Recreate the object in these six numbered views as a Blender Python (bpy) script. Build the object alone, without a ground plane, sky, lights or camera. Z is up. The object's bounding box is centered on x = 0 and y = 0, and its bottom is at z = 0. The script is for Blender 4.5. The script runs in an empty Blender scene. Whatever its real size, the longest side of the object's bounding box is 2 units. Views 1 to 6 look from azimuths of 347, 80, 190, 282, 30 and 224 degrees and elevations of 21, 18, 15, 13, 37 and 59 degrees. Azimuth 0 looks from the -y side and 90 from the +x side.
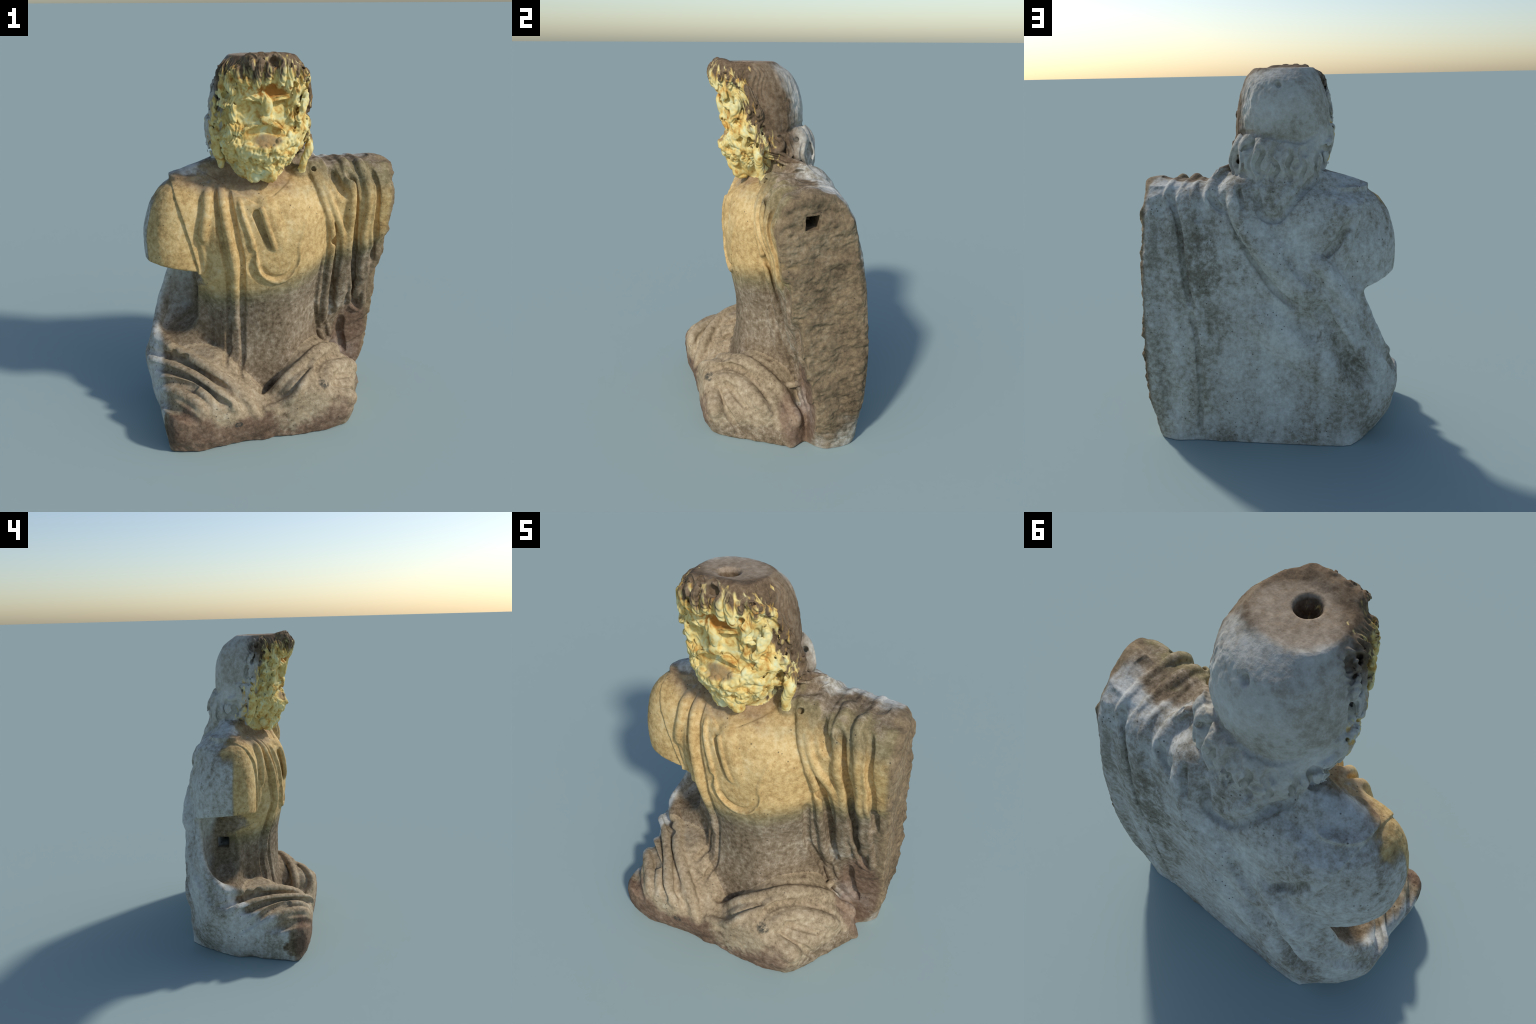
"""Battered marble half-figure of a bearded man in tunic and mantle.
The stone is modelled as one implicit solid: lofted masses (mantle block, torso,
upper arm, lap, neck, head) are blended, then folds, locks and curls are added as
tapered strokes and the breaks are cut away.  The solid is meshed once, roughened,
and its faces are dealt out to named parts whose borders coincide."""
import bpy, math, random
import numpy as np
from mathutils import Vector

random.seed(7)
RNG = np.random.default_rng(7)
H = 0.0042                                  # cell size of the solid, metres
LO = np.array([-0.76, -0.50, -0.03]); HI = np.array([0.76, 0.50, 2.05])
N = np.ceil((HI - LO) / H).astype(int) + 1
AX = [(LO[i] + H * np.arange(N[i])).astype(np.float32) for i in range(3)]
X, Y, Z = AX[0][:, None, None], AX[1][None, :, None], AX[2][None, None, :]

# ---------------------------------------------------------------- implicit tools
def smin(a, b, k):
    h = np.maximum(k - np.abs(a - b), 0.0) / k
    return np.minimum(a, b) - h * h * (k * 0.25)

def smax(a, b, k):
    return -smin(-a, -b, k)

def cat(points, n):
    """Catmull-Rom curve through points, n samples per span."""
    p = np.asarray(points, float)
    q = np.vstack([2 * p[0] - p[1], p, 2 * p[-1] - p[-2]])
    t = np.linspace(0, 1, n, endpoint=False)[:, None]
    out = []
    for i in range(len(p) - 1):
        a, b, c, d = q[i], q[i + 1], q[i + 2], q[i + 3]
        out.append(0.5 * (2 * b + (c - a) * t + (2 * a - 5 * b + 4 * c - d) * t ** 2 + (3 * b - a - 3 * c + d) * t ** 3))
    out.append(p[-1:])
    return np.vstack(out)

TH = np.linspace(-math.pi, math.pi, 361)

def ring_radius(points, centre):
    """Plan outline (closed, star-shaped) -> radius as a function of angle."""
    p = np.asarray(points, float)
    n = len(p)
    t = np.linspace(0, 1, 24, endpoint=False)[:, None]
    s = []
    for i in range(n):
        a, b, c, d = p[i - 1], p[i], p[(i + 1) % n], p[(i + 2) % n]
        cr = 0.5 * (2 * b + (c - a) * t + (2 * a - 5 * b + 4 * c - d) * t ** 2 + (3 * b - a - 3 * c + d) * t ** 3)
        s.append(0.85 * cr + 0.15 * (b + (c - b) * t))
    s = np.vstack(s) - centre
    ang = np.arctan2(s[:, 1], s[:, 0]); r = np.hypot(s[:, 0], s[:, 1])
    o = np.argsort(ang); ang, r = ang[o], r[o]
    return np.interp(TH, np.r_[ang - 2 * math.pi, ang, ang + 2 * math.pi], np.r_[r, r, r])

def loft(sections, centre):
    """Solid through plan outlines stacked in z: sections = {z: [(x, y), ...]}."""
    zs = np.array(sorted(sections))
    R = np.array([ring_radius(sections[z], np.array(centre)) for z in zs])
    z = np.clip(AX[2], zs[0], zs[-1])
    i = np.clip(np.searchsorted(zs, z) - 1, 0, len(zs) - 2)
    h = np.diff(zs)[:, None]; d = np.diff(R, axis=0) / h
    m = np.zeros_like(R); m[0], m[-1] = d[0], d[-1]
    same = d[1:] * d[:-1] > 0
    m[1:-1] = np.where(same, 2 * d[1:] * d[:-1] / np.where(same, d[1:] + d[:-1], 1), 0)   # monotone slopes
    hh = h[i]; t = ((z - zs[i])[:, None]) / hh
    T = ((2 * t ** 3 - 3 * t ** 2 + 1) * R[i] + (t ** 3 - 2 * t ** 2 + t) * hh * m[i]
         + (-2 * t ** 3 + 3 * t ** 2) * R[i + 1] + (t ** 3 - t ** 2) * hh * m[i + 1])
    dx, dy = AX[0][:, None] - centre[0], AX[1][None, :] - centre[1]
    rho = np.hypot(dx, dy); a = np.arctan2(dy, dx)
    f = (a + math.pi) / (2 * math.pi) * 360
    i0 = np.clip(f.astype(int), 0, 359); w = (f - i0).astype(np.float32)
    dT = np.gradient(T, TH, axis=1)
    g = 1 / np.sqrt(1 + (dT / np.maximum(T, 0.02)) ** 2)
    out = np.empty(N, np.float32)
    for k in range(N[2]):
        Rk = T[k][i0] * (1 - w) + T[k][i0 + 1] * w
        out[:, :, k] = (rho - Rk) * np.maximum(g[k][i0], 0.5)
    return out

def ball(c, r):
    r = np.broadcast_to(np.asarray(r, float), 3)
    q = np.sqrt(((X - c[0]) / r[0]) ** 2 + ((Y - c[1]) / r[1]) ** 2 + ((Z - c[2]) / r[2]) ** 2)
    return ((q - 1) * r.min()).astype(np.float32)

def capsule(a, b, ra, rb):
    a, b = np.array(a, float), np.array(b, float); ab = b - a
    t = np.clip(((X - a[0]) * ab[0] + (Y - a[1]) * ab[1] + (Z - a[2]) * ab[2]) / (ab @ ab), 0, 1)
    return (np.sqrt((X - a[0] - t * ab[0]) ** 2 + (Y - a[1] - t * ab[1]) ** 2 + (Z - a[2] - t * ab[2]) ** 2) - (ra + t * (rb - ra))).astype(np.float32)

def box(c, half):
    q = np.maximum(np.maximum(np.abs(X - c[0]) - half[0], np.abs(Y - c[1]) - half[1]), np.abs(Z - c[2]) - half[2])
    return q.astype(np.float32)

def plane(point, normal):
    n = np.array(normal, float); n /= np.linalg.norm(n)
    return ((X - point[0]) * n[0] + (Y - point[1]) * n[1] + (Z - point[2]) * n[2]).astype(np.float32)

# ---------------------------------------------------------------- masses
# mantle: the sheet over back and left arm, one thick block
mantle = loft({
    0.00: [(.62, .222), (.57, .395), (.30, .39), (-.08, .375), (-.40, .35), (-.49, .29), (-.56, .14), (-.60, -.05), (-.3, -.2), (.2, -.05), (.50, .12)],
    0.16: [(.645, .16), (.64, .28), (.60, .415), (.30, .405), (-.08, .375), (-.42, .355), (-.55, .29), (-.65, .16), (-.63, -.10), (-.3, -.2), (.2, -.02), (.36, .13), (.50, .155)],
    0.31: [(.655, .13), (.645, .30), (.625, .43), (.30, .415), (-.08, .375), (-.42, .355), (-.60, .26), (-.695, .13), (-.63, -.05), (-.3, -.1), (.2, -.0), (.36, .12), (.50, .135)],
    0.45: [(.66, .105), (.645, .28), (.63, .435), (.30, .415), (-.08, .37), (-.42, .355), (-.58, .30), (-.655, .19), (-.60, 0.05), (-.3, 0), (.2, .0), (.36, .10), (.50, .115)],
    0.57: [(.665, .08), (.645, .28), (.63, .435), (.30, .415), (-.08, .37), (-.40, .36), (-.53, .33), (-.59, .24), (-.52, .08), (-.3, 0), (.2, -.02), (.33, .05), (.44, .085), (.54, .09)],
    0.81: [(.675, .03), (.645, .26), (.63, .42), (.30, .405), (-.08, .37), (-.36, .365), (-.45, .34), (-.49, .27), (-.44, .1), (-.3, 0), (.2, -.05), (.33, -.01), (.43, .03), (.54, .035)],
    1.02: [(.69, -.025), (.655, .24), (.62, .395), (.30, .39), (-.08, .36), (-.34, .335), (-.43, .285), (-.46, .18), (-.42, .05), (-.3, 0), (.2, -.07), (.33, -.055), (.44, -.02), (.54, -.02)],
    1.23: [(.70, -.055), (.665, .22), (.615, .345), (.30, .35), (-.08, .335), (-.34, .305), (-.45, .22), (-.45, .10), (-.40, .0), (-.3, -.04), (.2, -.06), (.36, -.085), (.46, -.07), (.56, -.072)],
    1.33: [(.70, -.02), (.665, .20), (.60, .305), (.30, .31), (-.05, .31), (-.34, .255), (-.43, .17), (-.43, .07), (-.3, -.02), (.2, -.03), (.40, -.055), (.54, -.045)],
    1.385: [(.69, .015), (.665, .17), (.59, .25), (.30, .255), (-.05, .30), (-.26, .19), (-.31, .13), (-.28, .05), (-.1, 0), (.2, .02), (.45, .0)],
    1.408: [(.655, .07), (.645, .15), (.53, .19), (.30, .21), (-.05, .29), (-.22, .19), (-.26, .12), (-.24, .05), (-.1, 0), (.2, .05), (.45, .08)],
    1.46: [(.20, .10), (.18, .17), (.12, .23), (-.05, .275), (-.18, .2), (-.21, .12), (-.2, .05), (-.1, 0), (.1, .02), (.15, .05)],
}, (.05, .15))
mantle = np.maximum(mantle, (Z - 1.465).astype(np.float32))

torso = loft({
    0.12: [(.22, -.10), (.28, .1), (0, .3), (-.40, .2), (-.38, -.05), (-.28, -.20), (-.12, -.25), (.05, -.22)],
    0.22: [(.22, -.08), (.28, .1), (0, .3), (-.37, .25), (-.36, .02), (-.30, -.14), (-.20, -.20), (-.06, -.205), (.07, -.18)],
    0.30: [(.22, -.06), (.28, .1), (0, .3), (-.36, .25), (-.36, .05), (-.30, -.10), (-.21, -.165), (-.06, -.175), (.07, -.155)],
    0.45: [(.21, -.04), (.27, .1), (0, .3), (-.35, .25), (-.36, .10), (-.29, -.06), (-.20, -.13), (-.05, -.155), (.08, -.14)],
    0.62: [(.22, -.04), (.27, .1), (0, .3), (-.35, .25), (-.37, .12), (-.315, -.025), (-.20, -.11), (-.05, -.155), (.10, -.135)],
    0.80: [(.26, -.07), (.30, .1), (0, .3), (-.37, .25), (-.385, .10), (-.345, -.05), (-.22, -.15), (-.05, -.185), (.12, -.165)],
    0.95: [(.29, -.08), (.32, .1), (0, .3), (-.38, .25), (-.41, .10), (-.39, -.07), (-.26, -.178), (-.05, -.21), (.14, -.19)],
    1.10: [(.31, -.07), (.34, .1), (0, .3), (-.38, .25), (-.45, .08), (-.43, -.07), (-.28, -.168), (-.05, -.21), (.14, -.19)],
    1.24: [(.31, -.03), (.34, .1), (0, .28), (-.38, .24), (-.48, .08), (-.46, -.05), (-.29, -.13), (-.07, -.19), (.12, -.16)],
    1.33: [(.30, .02), (.34, .1), (0, .27), (-.36, .235), (-.515, .09), (-.50, -.01), (-.30, -.075), (-.07, -.11), (.12, -.10)],
    1.37: [(.25, .05), (.28, .1), (0, .26), (-.32, .20), (-.505, .08), (-.49, .02), (-.30, -.01), (-.08, -.05), (.12, -.02)],
    1.46: [(.15, .08), (.18, .1), (0, .25), (-.22, .16), (-.28, .1), (-.26, .03), (-.2, 0), (-.08, 0), (.1, .02)],
}, (-.06, .08))
torso = np.maximum(torso, (Z - 1.455).astype(np.float32))

arm = loft({
    0.75: [(-.40, -.08), (-.50, -.10), (-.57, -.08), (-.635, .0), (-.64, .10), (-.59, .20), (-.49, .28), (-.36, .28), (-.34, 0)],
    1.05: [(-.40, -.09), (-.51, -.11), (-.60, -.085), (-.655, .0), (-.66, .11), (-.60, .21), (-.50, .28), (-.36, .30), (-.34, 0)],
    1.20: [(-.40, -.09), (-.51, -.10), (-.585, -.07), (-.63, .0), (-.63, .10), (-.57, .19), (-.48, .26), (-.36, .29), (-.34, 0)],
    1.30: [(-.40, -.06), (-.51, -.06), (-.55, -.04), (-.575, .01), (-.575, .09), (-.54, .175), (-.47, .23), (-.36, .255), (-.34, 0)],
    1.355: [(-.40, .0), (-.47, .01), (-.49, .02), (-.51, .06), (-.50, .10), (-.48, .13), (-.44, .16), (-.38, .17), (-.36, .05)],
}, (-.45, .07))
arm = np.maximum(arm, (Z - 1.365).astype(np.float32))
arm = smax(arm, plane((-.637, .0, .93), (-.25, -.12, -1)), 0.012)
torso = torso + np.float32(.013)          # bare stone lies under the cloth

# lap: two thighs under cloth on a broken block
foot = loft({
    0.00: [(.36, -.35), (.19, -.387), (0, -.385), (-.23, -.387), (-.44, -.415), (-.60, -.39), (-.62, -.30), (-.60, -.1), (-.55, .14), (-.2, .3), (.4, .2), (.585, .07), (.555, -.01), (.46, -.19)],
    0.10: [(.385, -.37), (.19, -.40), (0, -.40), (-.23, -.42), (-.46, -.44), (-.60, -.415), (-.635, -.30), (-.635, -.1), (-.62, .14), (-.2, .3), (.4, .2), (.55, .06), (.53, -.03), (.46, -.20)],
    0.25: [(.385, -.37), (.19, -.39), (0, -.40), (-.23, -.425), (-.46, -.445), (-.60, -.42), (-.65, -.30), (-.65, -.1), (-.65, .14), (-.2, .3), (.4, .2), (.49, .02), (.495, -.08), (.445, -.22)],
    0.45: [(.36, -.31), (.19, -.35), (0, -.38), (-.23, -.38), (-.46, -.38), (-.55, -.36), (-.59, -.28), (-.60, -.1), (-.61, .14), (-.2, .3), (.4, .2), (.43, .03), (.41, -.06), (.38, -.2)],
}, (-.05, .0))
lap = smin(capsule((-.41, .0, .25), (-.35, -.31, .15), .165, .165), capsule((.24, -.01, .20), (.14, -.28, .155), .172, .168), .05)
lap = smin(lap, capsule((-.49, .04, .23), (-.50, -.33, .10), .168, .165), .05)
lap = smin(lap, capsule((.36, -.07, .14), (.33, -.25, .07), .15, .14), .06)
lap = smin(lap, capsule((-.33, -.10, .29), (-.09, -.32, .075), .12, .10), .06)
lap = smin(lap, capsule((.20, -.09, .265), (0.0, -.32, .06), .118, .10), .06)
lap = smin(lap, (Z - 0.155).astype(np.float32), .08)
lap = smax(lap, foot, .03)
lap = smax(lap, (-Z).astype(np.float32), .01)

# hollow under the right arm, between trunk and mantle
hollow = smin(capsule((-.54, .03, .92), (-.57, .05, .61), .15, .145), capsule((-.47, .12, .90), (-.48, .12, .60), .12, .11), .03)
hollow = smin(hollow, capsule((-.545, .06, .60), (-.50, -.04, .55), .14, .10), .05)
mantle = smin(mantle, capsule((.16, -.01, 1.365), (.27, .06, 1.39), .045, .04), .03)        # cloth bunched beside the neck
D = smax(mantle, -hollow, .025)
# tunic: a layer of cloth over trunk and shoulder, open in a V at the throat, hemmed along the sleeve
skin = smin(torso, arm, .02)
vneck = np.minimum((Z - 1.245 - .56 * np.abs(X + .085)) / 1.15, .03 - Y)
hem = np.interp(AX[2], [.90, 1.02, 1.16, 1.285, 1.37], [-.40, -.43, -.467, -.503, -.515])[None, None, :] - X
# which mass each place of the stone belongs to (for dealing faces out to parts)
MANTLE, TORSO, ARM, LEG, NECK, HEAD = range(6)
WHO = np.zeros(N, np.uint8)
WHO[np.minimum(torso, skin - .016) < D] = TORSO
D = smin(D, torso, .04)
WHO[(arm < D + .004) & (hem > 0)] = ARM
D = smin(D, arm, .02)
D = np.minimum(D, smax(skin - .014, np.maximum(vneck, hem), .005)).astype(np.float32)
WHO[(vneck > -.002) & np.broadcast_to(Y < .02, N) & (WHO == TORSO)] = NECK
WHO[lap < D] = LEG
D = smin(D, lap, .03)
del mantle, torso, arm, hollow, foot, lap, skin, vneck, hem

neck = capsule((-.06, .06, 1.28), (-.06, .05, 1.55), .14, .13)
WHO[neck < D] = NECK
D = smin(D, neck, .05)
head = loft({
    1.37: [(.0, -.11), (.05, -.05), (.08, .05), (.10, .15), (.06, .22), (-.07, .25), (-.20, .22), (-.24, .15), (-.20, .05), (-.16, -.05), (-.12, -.115), (-.06, -.125)],
    1.44: [(.03, -.15), (.08, -.08), (.10, .03), (.155, .14), (.07, .25), (-.07, .262), (-.20, .225), (-.265, .145), (-.21, .02), (-.19, -.08), (-.14, -.15), (-.06, -.175)],
    1.49: [(.04, -.18), (.10, -.11), (.145, .02), (.172, .14), (.08, .26), (-.07, .268), (-.21, .23), (-.275, .135), (-.265, .0), (-.22, -.11), (-.155, -.18), (-.06, -.21)],
    1.55: [(.05, -.205), (.125, -.13), (.185, -.01), (.178, .13), (.08, .25), (-.07, .262), (-.21, .22), (-.27, .12), (-.297, -.01), (-.25, -.13), (-.165, -.205), (-.06, -.235)],
    1.62: [(.05, -.20), (.145, -.14), (.197, -.02), (.165, .10), (.07, .19), (-.07, .22), (-.21, .18), (-.285, .095), (-.313, -.02), (-.265, -.14), (-.165, -.20), (-.06, -.22)],
    1.72: [(.05, -.215), (.145, -.16), (.197, -.05), (.16, .095), (.07, .19), (-.07, .22), (-.21, .175), (-.285, .08), (-.315, -.04), (-.265, -.16), (-.165, -.215), (-.06, -.235)],
    1.80: [(.05, -.235), (.135, -.185), (.183, -.06), (.157, .075), (.07, .175), (-.07, .21), (-.21, .165), (-.275, .07), (-.305, -.05), (-.255, -.185), (-.165, -.235), (-.06, -.255)],
    1.90: [(.05, -.26), (.125, -.205), (.16, -.08), (.135, .05), (.05, .135), (-.07, .165), (-.19, .13), (-.245, .05), (-.27, -.07), (-.24, -.20), (-.155, -.26), (-.06, -.275)],
    1.975: [(.03, -.23), (.085, -.18), (.105, -.07), (.08, .01), (.01, .055), (-.07, .07), (-.15, .055), (-.205, .0), (-.215, -.09), (-.19, -.175), (-.13, -.23), (-.06, -.24)],
}, (-.06, .0))
head = head + (.013 * np.clip((.03 - Y) / .1, 0, 1) * np.clip((1.93 - Z) / .05, 0, 1)).astype(np.float32)      # room for the locks round the face
head = smax(head, (Z - 1.974).astype(np.float32), .012)
head = smax(head, (1.37 - Z).astype(np.float32), .02)
head = smin(head, capsule((-.14, -.222, 1.952), (.02, -.222, 1.952), .036, .036), .03)   # tuft standing over the brow
WHO[head < D + .012] = HEAD
D = smin(D, head, .02)
del head, neck

# ---------------------------------------------------------------- strokes
BASE = D.copy()

def sample(G, P):
    q = np.clip((P - LO) / H, 0, N - 1.001); i = q.astype(int); f = q - i
    r = 0
    for a in (0, 1):
        for b in (0, 1):
            for c in (0, 1):
                w = (f[:, 0] if a else 1 - f[:, 0]) * (f[:, 1] if b else 1 - f[:, 1]) * (f[:, 2] if c else 1 - f[:, 2])
                r = r + w * G[i[:, 0] + a, i[:, 1] + b, i[:, 2] + c]
    return r

def gradient(G, P):
    e = H * 1.5
    return np.stack([sample(G, P + e * a) - sample(G, P - e * a) for a in np.eye(3)], 1) / (2 * e)

def snap(P, G=None):
    """Points pulled onto the surface, with outward normals there."""
    G = BASE if G is None else G
    P = np.array(P, float)
    for _ in range(6):
        g = gradient(G, P)
        P -= np.clip(sample(G, P), -.03, .03)[:, None] * g / np.maximum((g * g).sum(1), .2)[:, None]
    g = gradient(G, P)
    return P, g / np.maximum(np.linalg.norm(g, axis=1), 1e-6)[:, None]

def stroke(points, w, h, k=None, ends=(1, 1), on=True, G=None, who=None):
    """Rounded ridge (h > 0) or groove (h < 0) of half-width w and height |h| along a curve on the stone."""
    global D
    C = cat(points, 10)
    seg = np.r_[0, np.cumsum(np.linalg.norm(np.diff(C, axis=0), axis=1))]
    n = max(3, int(seg[-1] / .012))
    t = np.linspace(0, seg[-1], n + 1)
    C = np.stack([np.interp(t, seg, C[:, i]) for i in range(3)], 1)
    nn = 0
    if on:
        C, nn = snap(C, G)
        nn = np.stack([np.convolve(np.pad(nn[:, i], 2, 'edge'), np.ones(5) / 5, 'valid') for i in range(3)], 1)
        C = np.stack([np.r_[C[0, i], np.convolve(C[:, i], [.25, .5, .25], 'valid'), C[-1, i]] for i in range(3)], 1)
    a = abs(h); R = (w * w + a * a) / (2 * a)
    u = np.linspace(0, 1, n + 1)
    fade = min(.3, .06 / max(seg[-1], .01))
    f = np.minimum(1, np.minimum(1 - ends[0] * np.clip(1 - u / fade, 0, 1) ** 2, 1 - ends[1] * np.clip((u - 1 + fade) / fade, 0, 1) ** 2))
    if on:
        C = C + nn * ((a * f - R) * np.sign(h))[:, None]
    k = a * .5 if k is None else k
    m = R + k + 2 * H
    i0 = np.maximum(((C.min(0) - m - LO) / H).astype(int), 0)
    i1 = np.minimum(((C.max(0) + m - LO) / H).astype(int) + 2, N)
    field = np.full(i1 - i0, 1.0, np.float32)
    for p, q in zip(C[:-1], C[1:]):
        j0 = np.maximum(((np.minimum(p, q) - m - LO) / H).astype(int), i0)
        j1 = np.minimum(((np.maximum(p, q) + m - LO) / H).astype(int) + 2, i1)
        if (j1 <= j0).any():
            continue
        x, y, z = AX[0][j0[0]:j1[0], None, None] - p[0], AX[1][None, j0[1]:j1[1], None] - p[1], AX[2][None, None, j0[2]:j1[2]] - p[2]
        d = (q - p).astype(np.float32); L = float(d @ d) + 1e-9
        s = np.clip((x * d[0] + y * d[1] + z * d[2]) / L, 0, 1)
        r = np.sqrt((x - s * d[0]) ** 2 + (y - s * d[1]) ** 2 + (z - s * d[2]) ** 2) - R
        v = field[tuple(slice(a0 - c0, a1 - c0) for a0, a1, c0 in zip(j0, j1, i0))]
        np.minimum(v, r, out=v)
    box = tuple(slice(a0, a1) for a0, a1 in zip(i0, i1))
    D[box] = smin(D[box], field, k) if h > 0 else smax(D[box], -field, k)
    if who is not None:
        WHO[box][field < .004] = who

def lock(points, w, h):
    """Strand of hair: a rounded ridge with a parting line along it."""
    stroke(points, w, h, k=.005, ends=(.7, .7))
    stroke(points, .006, -.009, k=.002, G=D)

def shave(point, normal, centre, radii, k=.008):
    """Knock off what stands proud of a plane, within an ellipsoid."""
    c, r = np.array(centre), np.array(radii)
    i0 = np.maximum(((c - r - .03 - LO) / H).astype(int), 0); i1 = np.minimum(((c + r + .03 - LO) / H).astype(int) + 2, N)
    x, y, z = AX[0][i0[0]:i1[0], None, None], AX[1][None, i0[1]:i1[1], None], AX[2][None, None, i0[2]:i1[2]]
    n = np.array(normal, float); n /= np.linalg.norm(n)
    pl = (x - point[0]) * n[0] + (y - point[1]) * n[1] + (z - point[2]) * n[2]
    el = (np.sqrt(((x - c[0]) / r[0]) ** 2 + ((y - c[1]) / r[1]) ** 2 + ((z - c[2]) / r[2]) ** 2) - 1) * r.min()
    box = tuple(slice(a, b) for a, b in zip(i0, i1))
    D[box] = smax(D[box], -smax(-pl, el, k), k).astype(np.float32)

def curl(centre, r, n):
    """Snail curl: a low knob with a spiral strand coiled on it."""
    c, nn = snap(np.array([centre])); c, nn = c[0], nn[0]
    a = np.cross(nn, (0, 0, 1)); a /= np.linalg.norm(a); b = np.cross(nn, a)
    turn = 1 if n % 2 else -1
    th = 1.7 * n + np.linspace(0, 1.25 * 2 * math.pi, 9) * turn
    rr = np.linspace(r, .25 * r, 9)
    stroke([c, c + .004 * a], r * .95, r * .45, k=.004, ends=(0, 0))
    stroke([c + rr[i] * (math.cos(th[i]) * a + math.sin(th[i]) * b) for i in range(9)], .0085, .017, k=.003, ends=(.4, 0), G=D)
    stroke([c, c + .002 * a], .007, -.010, k=.004, ends=(0, 0))

# broad swells of the mantle over the back
stroke([(.16, .27, 1.40), (.08, .33, 1.22), (-.08, .37, 1.02), (-.24, .37, .86)], .09, .036)
stroke([(.02, .38, .72), (-.16, .37, .56), (-.34, .36, .42), (-.46, .34, .32)], .10, .036)
stroke([(.40, .27, 1.36), (.37, .37, 1.1), (.35, .42, .8), (.32, .43, .45), (.30, .42, .2)], .06, .016)
stroke([(.53, .28, 1.33), (.53, .38, 1.1), (.53, .43, .8), (.52, .43, .4), (.50, .41, .15)], .05, -.016)
shave((.42, .12, 1.402), (0, 0, 1), (.42, .12, 1.42), (.17, .13, .05), k=.02)
BASE = D.copy()
for x, w, h in ((.515, .02, .009), (.44, .016, .006), (.375, .018, .007), (.29, .032, .02)):      # folds over the shoulder
    stroke([(x + .01, -.05, 1.30), (x, .03, 1.39), (x - .005, .13, 1.42), (x - .01, .21, 1.39), (x, .30, 1.28)], w, h)
BASE = D.copy()

# tunic: folds falling from the right shoulder
stroke([(-0.335, -0.069, 1.328), (-0.35, -0.112, 1.227), (-0.367, -0.124, 1.122), (-0.375, -0.116, 1.046)], 0.026, 0.028)
stroke([(-0.296, -0.052, 1.346), (-0.296, -0.136, 1.218), (-0.296, -0.16, 1.129), (-0.277, -0.171, 1.007), (-0.254, -0.163, 0.875), (-0.241, -0.089, 0.642), (-0.242, -0.094, 0.533)], 0.016, -0.02)
stroke([(-0.272, -0.083, 1.328), (-0.265, -0.158, 1.186), (-0.248, -0.18, 1.07), (-0.228, -0.189, 0.946), (-0.213, -0.128, 0.724), (-0.212, -0.11, 0.545)], 0.022, 0.02)
stroke([(-0.239, -0.08, 1.331), (-0.226, -0.17, 1.187), (-0.208, -0.19, 1.07), (-0.19, -0.197, 0.971), (-0.181, -0.165, 0.803), (-0.18, -0.125, 0.541)], 0.016, -0.02)
stroke([(-0.242, -0.089, 0.58), (-0.252, -0.102, 0.447), (-0.284, -0.205, 0.359)], 0.016, -0.02)
stroke([(-0.176, -0.123, 0.589), (-0.177, -0.141, 0.429), (-0.199, -0.252, 0.292)], 0.014, -0.02)
stroke([(-0.189, -0.138, 1.284), (-0.173, -0.182, 1.193), (-0.139, -0.202, 1.081), (-0.117, -0.206, 0.974), (-0.085, -0.202, 0.887), (-0.015, -0.193, 0.834), (0.054, -0.19, 0.843), (0.103, -0.194, 0.892)], 0.014, 0.014)
stroke([(0.084, -0.193, 0.874), (0.116, -0.198, 0.944), (0.124, -0.196, 1.045), (0.168, -0.161, 1.18)], 0.014, 0.006)
stroke([(-0.087, -0.208, 0.935), (-0.068, -0.204, 0.893), (-0.01, -0.198, 0.859), (0.052, -0.195, 0.865), (0.094, -0.2, 0.915), (0.112, -0.199, 0.971)], 0.016, -0.012)
stroke([(-0.134, -0.204, 1.007), (-0.152, -0.201, 0.925), (-0.108, -0.194, 0.86), (-0.064, -0.189, 0.821)], 0.018, -0.008)
stroke([(-0.401, -0.11, 1.108), (-0.38, -0.11, 1.025), (-0.368, -0.093, 0.922), (-0.365, -0.009, 0.803)], 0.02, 0.012)
stroke([(-0.337, -0.13, 0.946), (-0.356, -0.078, 0.863)], 0.014, -0.012)
stroke([(-0.39, 0.128, 0.798), (-0.379, 0.03, 0.782), (-0.332, -0.081, 0.829), (-0.283, -0.158, 0.901)], 0.02, 0.012)
# gap between trunk and mantle
stroke([(0.296, -0.054, 0.897), (0.287, -0.027, 0.759), (0.285, 0.004, 0.605), (0.322, 0.078, 0.419), (0.358, 0.12, 0.301)], 0.018, -0.024)
# mantle front: rolls and pockets
stroke([(0.211, 0.011, 1.418), (0.253, -0.053, 1.298), (0.296, -0.077, 1.176), (0.336, -0.057, 1.037), (0.346, -0.028, 0.92), (0.344, 0.013, 0.738), (0.352, 0.066, 0.54), (0.364, 0.106, 0.42)], 0.018, 0.03)
stroke([(0.248, 0.021, 1.418), (0.293, -0.063, 1.282), (0.344, -0.079, 1.156), (0.405, -0.031, 1.023), (0.432, 0.005, 0.901), (0.431, 0.049, 0.715), (0.437, 0.092, 0.54), (0.432, 0.11, 0.462)], 0.02, 0.025)
stroke([(0.228, -0.017, 1.382), (0.276, -0.065, 1.267), (0.323, -0.077, 1.148), (0.363, -0.044, 1.013), (0.378, 0.005, 0.831), (0.389, 0.051, 0.67), (0.405, 0.092, 0.523)], 0.012, -0.02)
stroke([(0.353, -0.043, 0.996), (0.374, 0.003, 0.833), (0.389, 0.051, 0.67), (0.406, 0.094, 0.517)], 0.016, -0.034)
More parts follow.
